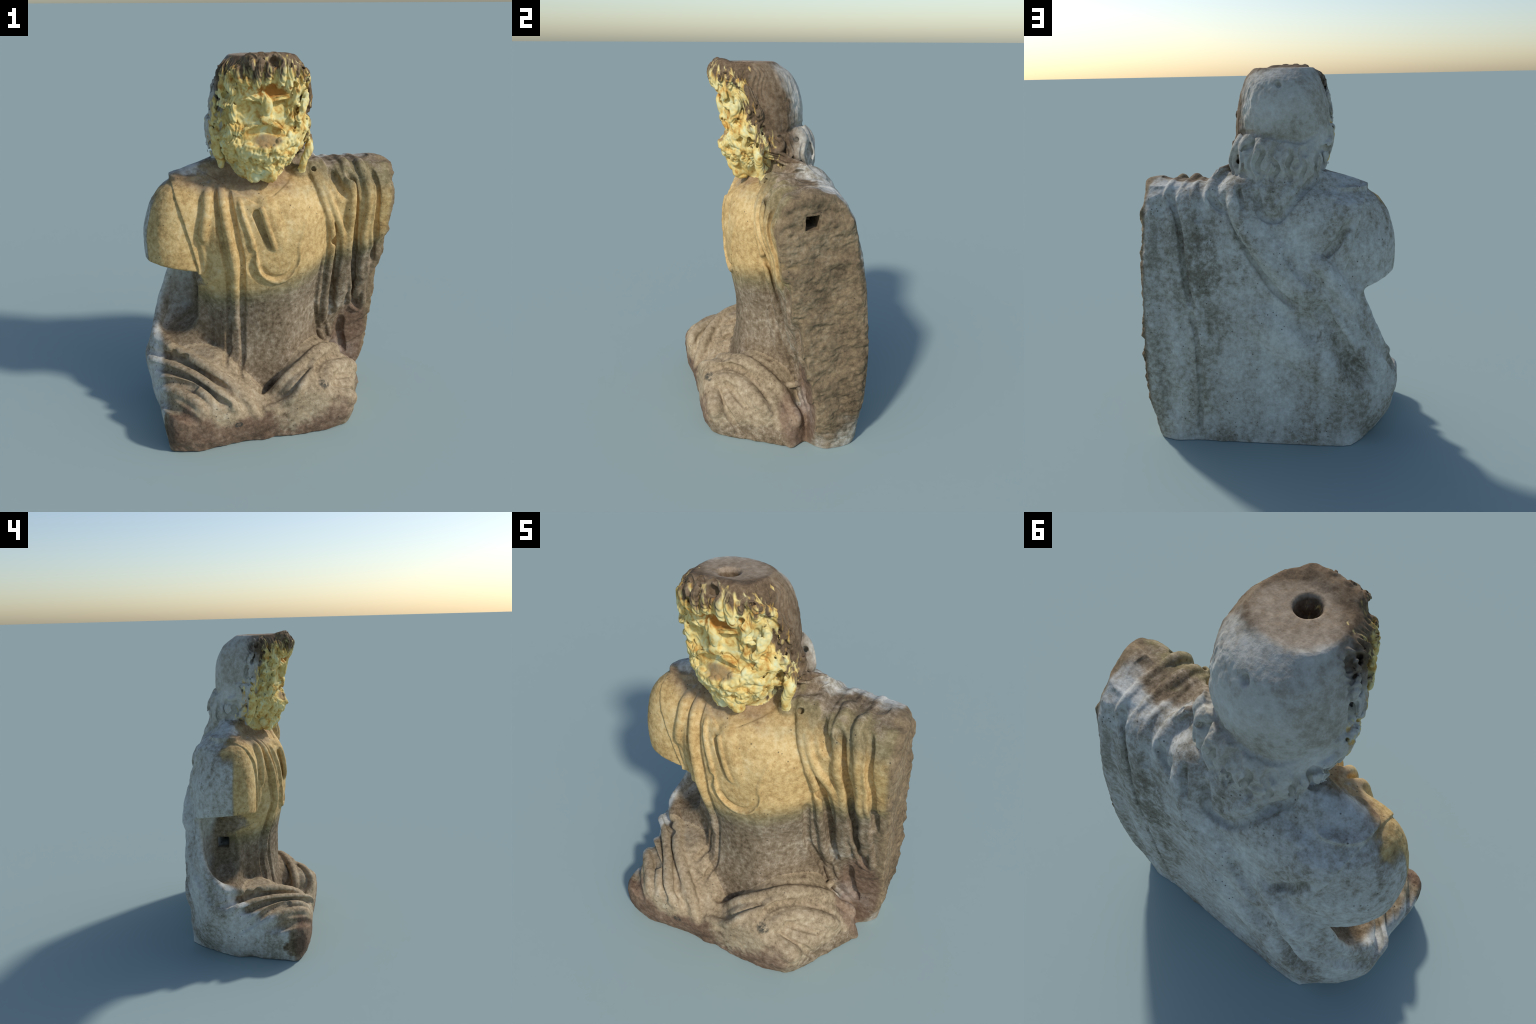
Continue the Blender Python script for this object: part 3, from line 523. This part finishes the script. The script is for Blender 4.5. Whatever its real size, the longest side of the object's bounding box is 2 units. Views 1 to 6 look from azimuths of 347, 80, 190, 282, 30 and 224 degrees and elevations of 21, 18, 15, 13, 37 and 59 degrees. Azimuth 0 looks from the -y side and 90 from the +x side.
# ---------------------------------------------------------------- mesh (surface nets)
def surface_nets(D):
    S = D < 0
    n = np.array(D.shape)
    c = np.zeros(n - 1, np.int8)
    for i in (0, 1):
        for j in (0, 1):
            for k in (0, 1):
                c += S[i:n[0] - 1 + i, j:n[1] - 1 + j, k:n[2] - 1 + k]
    act = (c > 0) & (c < 8); del c
    idx = np.argwhere(act)
    num = np.full(act.shape, -1, np.int32); num[act] = np.arange(len(idx))
    pos = np.zeros((len(idx), 3)); cnt = np.zeros(len(idx))
    corner = [(i, j, k) for i in (0, 1) for j in (0, 1) for k in (0, 1)]
    val = {q: D[idx[:, 0] + q[0], idx[:, 1] + q[1], idx[:, 2] + q[2]] for q in corner}
    for q in corner:
        for ax in range(3):
            if q[ax] == 0:
                r = list(q); r[ax] = 1; r = tuple(r)
                a, b = val[q], val[r]
                m = (a < 0) != (b < 0)
                t = a[m] / (a[m] - b[m])
                p = np.repeat(np.array(q, float)[None], m.sum(), 0); p[:, ax] = t
                pos[m] += p; cnt[m] += 1
    verts = LO + H * (idx + pos / cnt[:, None])
    quads = []
    for ax in range(3):
        b, e = (ax + 1) % 3, (ax + 2) % 3
        sl0 = [slice(None)] * 3; sl1 = [slice(None)] * 3
        sl0[ax], sl1[ax] = slice(0, -1), slice(1, None)
        cr = np.argwhere(S[tuple(sl0)] != S[tuple(sl1)])
        cr = cr[(cr[:, b] > 0) & (cr[:, e] > 0)]
        inside = S[cr[:, 0], cr[:, 1], cr[:, 2]]
        def cell(db, de):
            q = cr.copy(); q[:, b] -= db; q[:, e] -= de
            return num[q[:, 0], q[:, 1], q[:, 2]]
        f = np.stack([cell(1, 1), cell(0, 1), cell(0, 0), cell(1, 0)], 1)
        f[~inside] = f[~inside][:, ::-1]
        quads.append(f)
    return verts, np.vstack(quads)

V, F = surface_nets(D)
V[:, 2] = np.maximum(V[:, 2], 0)

# ---------------------------------------------------------------- weathering of the surface
def vertex_normals(V, F):
    n = np.cross(V[F[:, 2]] - V[F[:, 0]], V[F[:, 3]] - V[F[:, 1]])
    out = np.zeros_like(V)
    for i in range(4):
        for c in range(3):
            out[:, c] += np.bincount(F[:, i], n[:, c], len(V))
    return out / np.maximum(np.linalg.norm(out, axis=1), 1e-12)[:, None]

LATTICE = RNG.random((32, 32, 32))

def noise(P, freq, octaves=3):
    """Value noise in -1..1."""
    r, amp, tot = 0, 1.0, 0
    for o in range(octaves):
        q = P * np.asarray(freq, float) * 2 ** o + 17.3 * o
        i = np.floor(q).astype(int); f = q - i; f = f * f * (3 - 2 * f); i %= 32; j = (i + 1) % 32
        v = 0
        for a in (0, 1):
            for b in (0, 1):
                for c in (0, 1):
                    w = (f[:, 0] if a else 1 - f[:, 0]) * (f[:, 1] if b else 1 - f[:, 1]) * (f[:, 2] if c else 1 - f[:, 2])
                    v = v + w * LATTICE[(j if a else i)[:, 0], (j if b else i)[:, 1], (j if c else i)[:, 2]]
        r = r + amp * (2 * v - 1); tot += amp; amp *= .55
    return r / tot

def ramp(x, a, b):
    t = np.clip((x - a) / (b - a), 0, 1)
    return t * t * (3 - 2 * t)

def laplace(V, F, n, amount=.5):
    cnt = np.bincount(F.ravel(), minlength=len(V)).astype(float) * 2
    for _ in range(n):
        s = np.zeros_like(V)
        for i in range(4):
            for c in range(3):
                s[:, c] += np.bincount(F[:, i], V[F[:, (i + 1) % 4], c] + V[F[:, i - 1], c], len(V))
        V = V + amount * (s / cnt[:, None] - V)
    return V

V = laplace(V, F, 1, .3)
NV = vertex_normals(V, F)
x, y, z = V.T
d = .0025 * noise(V, 16, 3) + .0012 * noise(V, 75, 2)
quarry = ramp(x, .60, .645) * ramp(NV[:, 0], .35, .75) * ramp(z, 1.40, 1.34)          # rough split face of the left side
d += quarry * (.014 * noise(V, (12, 10, 16), 2) + .009 * noise(V, (30, 26, 44), 3) - .004)
back = ramp(y, .18, .30) * ramp(z, 1.42, 1.3)
d += back * (.005 * noise(V, 11, 2) + .0025 * noise(V, 42, 2))
broken = ramp(y, -.34, -.38) * ramp(z, .26, .18)
d += broken * (.006 * noise(V, 14, 3))
foot_edge = ramp(z, .10, .02)
d += foot_edge * .007 * noise(V, 18, 2)
lap_rough = ramp(x, .36, .46) * ramp(z, .32, .2) * ramp(y, .1, 0)
d += lap_rough * .007 * noise(V, 22, 3)
# combed hair on the skull: wavy strands falling from the crown
phi = np.arctan2(y - .03, x + .06)
skull = ramp(z, 1.57, 1.62) * ramp(z, 1.955, 1.90) * ramp(y, -.10, .02)
comb = skull * (.25 + .75 * ramp(x + .1 * noise(V, 4, 1), -.14, .02)) * (.6 + .5 * noise(V, 7, 2))
wave = .012 * np.sin(z * 34 + 3 * noise(V, 5, 1))
d += comb * .0075 * noise(np.stack([x + wave, y + wave, z], 1), (52, 52, 6), 2)
tress = ramp(z, 1.40, 1.45) * ramp(z, 1.97, 1.93) * ramp(y, .0, -.05) * np.clip(ramp(np.abs(x + .055), .10, .14) + ramp(z, 1.80, 1.84) + ramp(z, 1.57, 1.53), 0, 1)
d += tress * (.0026 - .0014 * ramp(z, 1.60, 1.54)) * np.sin((x - y) * 300 + 5 * np.sin(z * 30) + 9 * noise(V, 13, 2))
V = V + NV * d[:, None]
V[:, 2] = np.clip(V[:, 2], 0, 2.0)
NV = vertex_normals(V, F)

# ---------------------------------------------------------------- materials
class Nodes:
    """Small helper for wiring shader nodes."""
    def __init__(self, name):
        self.mat = bpy.data.materials.new(name); self.mat.use_nodes = True
        self.t = self.mat.node_tree; self.bsdf = self.t.nodes["Principled BSDF"]
        co = self.t.nodes.new("ShaderNodeTexCoord").outputs["Object"]; self.co = co
        s = self.new("ShaderNodeSeparateXYZ"); self.link(co, s.inputs[0]); self.x, self.y, self.z = s.outputs
    def new(self, kind):
        return self.t.nodes.new(kind)
    def link(self, a, b):
        if isinstance(a, (int, float)):
            b.default_value = a
        elif isinstance(a, tuple):
            b.default_value = (*a, 1)
        else:
            self.t.links.new(a, b)
    def math(self, op, a, b=0.0, clamp=False):
        n = self.new("ShaderNodeMath"); n.operation = op; n.use_clamp = clamp
        self.link(a, n.inputs[0]); self.link(b, n.inputs[1]); return n.outputs[0]
    def add(self, *v):
        r = v[0]
        for q in v[1:]:
            r = self.math("ADD", r, q)
        return r
    def mul(self, *v):
        r = v[0]
        for q in v[1:]:
            r = self.math("MULTIPLY", r, q)
        return r
    def noise(self, scale, detail=4.0, stretch=None, rough=.6, dist=0.0):
        v = self.co
        if stretch:
            m = self.new("ShaderNodeMapping"); m.inputs["Scale"].default_value = stretch; self.link(v, m.inputs[0]); v = m.outputs[0]
        n = self.new("ShaderNodeTexNoise"); self.link(v, n.inputs["Vector"])
        n.inputs["Scale"].default_value = scale; n.inputs["Detail"].default_value = detail
        n.inputs["Roughness"].default_value = rough; n.inputs["Distortion"].default_value = dist
        return n.outputs[0]
    def step(self, v, a, b):
        n = self.new("ShaderNodeMapRange"); n.interpolation_type = "SMOOTHSTEP"
        self.link(v, n.inputs[0]); n.inputs[1].default_value = a; n.inputs[2].default_value = b
        n.inputs[3].default_value = 0; n.inputs[4].default_value = 1
        if a > b:
            n.inputs[1].default_value, n.inputs[2].default_value, n.inputs[3].default_value, n.inputs[4].default_value = b, a, 1, 0
        return n.outputs[0]
    def ramp(self, v, stops):
        n = self.new("ShaderNodeValToRGB"); e = n.color_ramp.elements
        while len(e) < len(stops):
            e.new(.5)
        for q, (p, c) in zip(e, stops):
            q.position = p; q.color = (*c, 1)
        self.link(v, n.inputs[0]); return n.outputs[0]
    def mix(self, f, a, b, how="MIX"):
        n = self.new("ShaderNodeMix"); n.data_type = "RGBA"; n.blend_type = how
        self.link(f, n.inputs[0]); self.link(a, n.inputs[6]); self.link(b, n.inputs[7]); return n.outputs[2]
    def spot(self, c, r, soft):
        """1 inside an ellipsoid at c with radii r, fading over soft."""
        q = self.add(*[self.math("POWER", self.math("ABSOLUTE", self.mul(self.add(v, -c[i]), 1 / r[i])), 2) for i, v in enumerate((self.x, self.y, self.z))])
        return self.step(q, 1 + soft, 1 - soft)

def stone(name, extra=None):
    g = Nodes(name)
    blotch, mottle, grain = g.noise(4.5, 4), g.noise(38, 6, rough=.62), g.noise(150, 3)
    stain = g.noise(3.0, 5, stretch=(1.5, 1.5, .55), rough=.62, dist=.4)
    wob = g.mul(g.add(blotch, -.5), .5)
    tone = g.add(g.mul(mottle, .60), g.mul(grain, .22), g.mul(blotch, .46), -.14)
    front = g.ramp(tone, [(.34, (.085, .060, .036)), (.46, (.185, .138, .086)), (.54, (.255, .20, .135)), (.66, (.42, .35, .255))])
    rear = g.ramp(g.add(g.mul(tone, .6), g.mul(stain, .4)), [(.35, (.16, .137, .097)), (.43, (.315, .29, .235)), (.50, (.475, .462, .41)), (.61, (.65, .65, .60))])
    # pale grey on the back and the outer right side, brown elsewhere
    m_back = g.step(g.add(g.y, g.mul(g.x, -.12), wob), .06, .17)
    m_edge = g.step(g.add(g.x, g.mul(wob, .12)), .645, .605)
    m_side = g.mul(g.step(g.add(g.x, g.mul(wob, .15)), -.585, -.63), g.math("MAXIMUM", g.step(g.add(g.y, g.mul(wob, .05)), -.02, .0), g.mul(g.step(g.z, .42, .36), g.step(g.add(g.y, wob), -.42, -.36))))
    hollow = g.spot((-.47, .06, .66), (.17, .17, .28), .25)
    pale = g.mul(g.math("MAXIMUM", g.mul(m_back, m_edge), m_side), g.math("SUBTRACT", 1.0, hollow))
    grime = g.math("MAXIMUM", g.math("MAXIMUM", g.spot((-.34, .37, .66), (.08, .12, .09), .6), g.spot((-.47, .33, .49), (.07, .12, .10), .6)), g.math("MAXIMUM", g.spot((.10, .36, 1.08), (.05, .12, .16), .7), g.spot((.30, .40, 1.0), (.10, .12, .16), .8)))
    rear = g.mix(g.mul(grime, .45, g.step(g.add(tone, g.mul(stain, .3)), .74, .52)), rear, (.13, .108, .072))
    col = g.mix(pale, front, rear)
    split = g.ramp(g.add(g.mul(tone, .7), g.mul(stain, .3)), [(.34, (.065, .046, .028)), (.44, (.155, .112, .066)), (.52, (.23, .17, .10)), (.64, (.36, .285, .185))])
    col = g.mix(g.step(g.add(g.x, g.mul(wob, .08)), .61, .64), col, split)                  # rough split face
    col = extra(g, col, tone, wob, pale) if extra else col
    # specks of lichen and drill-like pits
    vo = g.new("ShaderNodeTexVoronoi"); vo.inputs["Scale"].default_value = 34; vo.inputs["Randomness"].default_value = 1
    g.link(g.co, vo.inputs["Vector"])
    speck = g.mul(.0 if extra is spotlight_tint else .75, g.step(vo.outputs["Distance"], .17, .08), g.step(g.noise(8, 2), .50, .58))
    col = g.mix(speck, col, (.045, .038, .03))
    g.link(col, g.bsdf.inputs["Base Color"])
    g.bsdf.inputs["Roughness"].default_value = .92
    g.bsdf.inputs["Specular IOR Level"].default_value = .2
    b = g.new("ShaderNodeBump"); b.inputs["Strength"].default_value = .4; b.inputs["Distance"].default_value = .006
    g.link(g.add(g.mul(mottle, .6), g.mul(grain, .5)), b.inputs["Height"]); g.link(b.outputs[0], g.bsdf.inputs["Normal"])
    return g.mat

def ochre(g, col, tone, wob, pale):
    """Warm ochre over chest and shoulders, reddish earth low down."""
    bare = g.math("SUBTRACT", 1.0, pale)
    warm = g.ramp(tone, [(.30, (.27, .17, .068)), (.44, (.47, .315, .13)), (.56, (.62, .445, .205)), (.68, (.70, .55, .30))])
    olive = g.ramp(tone, [(.32, (.10, .078, .038)), (.5, (.23, .185, .098)), (.66, (.38, .32, .19))])
    low = g.add(g.z, g.mul(wob, .16), g.mul(g.x, -.24))
    facing = g.mul(g.step(g.add(g.y, wob), .06, -.0), g.step(g.x, .69, .655), bare)
    col = g.mix(g.mul(g.step(low, .70, .80), facing), col, olive)
    top = g.add(g.z, g.mul(wob, .5), g.mul(g.math("MAXIMUM", g.add(g.x, -.10), 0.0), .22))
    col = g.mix(g.mul(g.step(low, .765, .885), g.step(top, 1.43, 1.30), facing), col, warm)
    tan = g.ramp(tone, [(.30, (.16, .10, .055)), (.48, (.29, .195, .11)), (.66, (.42, .31, .19))])
    col = g.mix(g.mul(g.step(top, 1.28, 1.38), g.step(g.x, .15, .05), facing), col, tan)
    earth = g.ramp(tone, [(.32, (.085, .05, .033)), (.5, (.175, .108, .073)), (.68, (.30, .21, .145))])
    m2 = g.math("MAXIMUM", g.spot((.54, .10, .25), (.12, .12, .28), .35), g.mul(g.step(g.add(g.y, g.mul(wob, .1)), -.355, -.39), g.step(g.add(g.z, wob, g.mul(g.math("ABSOLUTE", g.add(g.x, .02)), -.3)), .13, .04)))
    return g.mix(g.mul(m2, .75), col, earth)

def lap_tan(g, col, tone, wob, pale):
    tan = g.ramp(tone, [(.32, (.13, .092, .055)), (.46, (.30, .23, .142)), (.56, (.40, .315, .205)), (.68, (.52, .44, .31))])
    col = g.mix(g.mul(g.math("SUBTRACT", 1.0, pale), g.step(g.add(g.z, wob), .08, .16)), col, tan)
    col = ochre(g, col, tone, wob, pale)
    dark = g.math("MAXIMUM", g.spot((.218, -.345, .265), (.035, .03, .03), .5), g.spot((-.26, -.43, .142), (.022, .03, .016), .5))
    return g.mix(g.mul(dark, g.step(tone, .62, .42)), col, (.05, .05, .042))

def spotlight_tint(g, col, tone, wob, pale):
    """Warm spotlight baked in as yellow-cream on face, beard, front locks; brown hair above and behind, pale at the rear."""
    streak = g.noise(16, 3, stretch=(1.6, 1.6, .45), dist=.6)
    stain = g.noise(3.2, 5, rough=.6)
    pale = g.step(g.add(g.y, g.mul(g.x, -.5), g.mul(wob, .6)), -.0, .12)
    rear = g.ramp(g.add(g.mul(tone, .55), g.mul(stain, .45)), [(.34, (.24, .21, .155)), (.43, (.36, .33, .27)), (.50, (.47, .45, .39)), (.62, (.60, .59, .535))])
    brown = g.ramp(tone, [(.32, (.06, .042, .025)), (.48, (.145, .098, .058)), (.66, (.25, .19, .125))])
    col = g.mix(pale, brown, rear)
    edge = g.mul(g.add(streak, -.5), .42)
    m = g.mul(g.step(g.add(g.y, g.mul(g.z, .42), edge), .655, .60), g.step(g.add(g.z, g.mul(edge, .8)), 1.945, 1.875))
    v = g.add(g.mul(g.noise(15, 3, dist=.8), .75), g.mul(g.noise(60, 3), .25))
    baked_yellow = g.ramp(v, [(.33, (.42, .19, .04)), (.41, (.56, .35, .10)), (.48, (.70, .53, .19)), (.56, (.74, .63, .29)), (.68, (.66, .69, .44))])
    baked_yellow = g.mix(g.mul(g.spot((-.05, -.24, 1.825), (.15, .07, .03), .6), g.step(v, .56, .42)), baked_yellow, (.50, .22, .045))
    col = g.mix(m, col, baked_yellow)
    col = g.mix(g.mul(g.spot((-.06, -.06, 1.985), (.15, .125, .03), .3), .8), col, g.ramp(tone, [(.34, (.22, .16, .10)), (.64, (.42, .34, .25))]))
    lip = g.spot((-.065, -.245, 1.588), (.088, .06, .036), .4)
    return g.mix(g.mul(lip, .85), col, g.ramp(tone, [(.35, (.20, .115, .05)), (.62, (.36, .235, .12))]))

STONE = {"plain": stone("weathered_marble", ochre), "lap": stone("lap_marble", lap_tan), "spot_tinted": stone("spotlight_tinted_marble", spotlight_tint)}

# ---------------------------------------------------------------- parts
C = V[F].mean(1); fn = NV[F].mean(1)
q = np.clip(np.round((C - .008 * fn - LO) / H).astype(int), 0, N - 1)
who = WHO[q[:, 0], q[:, 1], q[:, 2]].astype(int)
cx, cy, cz = C.T
head = (who == HEAD) | (cz > 1.47)
beard = head & (cy < -.07 - .25 * np.clip(cz - 1.45, 0, 1)) & (cz < 1.585 + .45 * np.clip(np.abs(cx + .06) - .05, 0, .1)) & (np.abs(cx + .055) < .17)
face = head & ~beard & (cy < -.13) & (cz > 1.56) & (cz < 1.82) & (np.abs(cx + .055) < .135 - .25 * np.clip(1.66 - cz, 0, .2))
part = np.where(head, np.array("hair", "U9"), np.array(["mantle", "torso", "arm", "leg", "neck", "hair"], "U9")[who])
part[beard] = "beard"; part[face] = "head"
part[(who == LEG) & ~head & (cx > -.06)] = "leg.001"

root = bpy.data.objects.new("stone_statue", None)
bpy.context.collection.objects.link(root)
root["label"] = "broken ancient marble half figure of bearded man in mantle"
root["category"] = "statue"
for name, mat in (("mantle", "plain"), ("torso", "plain"), ("arm", "plain"), ("leg", "lap"), ("leg.001", "lap"), ("neck", "plain"), ("hair", "spot_tinted"), ("beard", "spot_tinted"), ("head", "spot_tinted")):
    f = F[part == name]
    ids, inv = np.unique(f, return_inverse=True); inv = inv.reshape(f.shape)
    m = bpy.data.meshes.new(name)
    m.vertices.add(len(ids)); m.vertices.foreach_set("co", V[ids].astype(np.float32).ravel())
    m.loops.add(inv.size); m.loops.foreach_set("vertex_index", inv.ravel().astype(np.int32))
    m.polygons.add(len(inv)); m.polygons.foreach_set("loop_start", np.arange(0, inv.size, 4, dtype=np.int32))
    m.polygons.foreach_set("use_smooth", np.ones(len(inv), bool))
    m.update()
    m.normals_split_custom_set_from_vertices(NV[ids].tolist())
    m.materials.append(STONE[mat])
    o = bpy.data.objects.new(name, m); o.parent = root
    bpy.context.collection.objects.link(o)
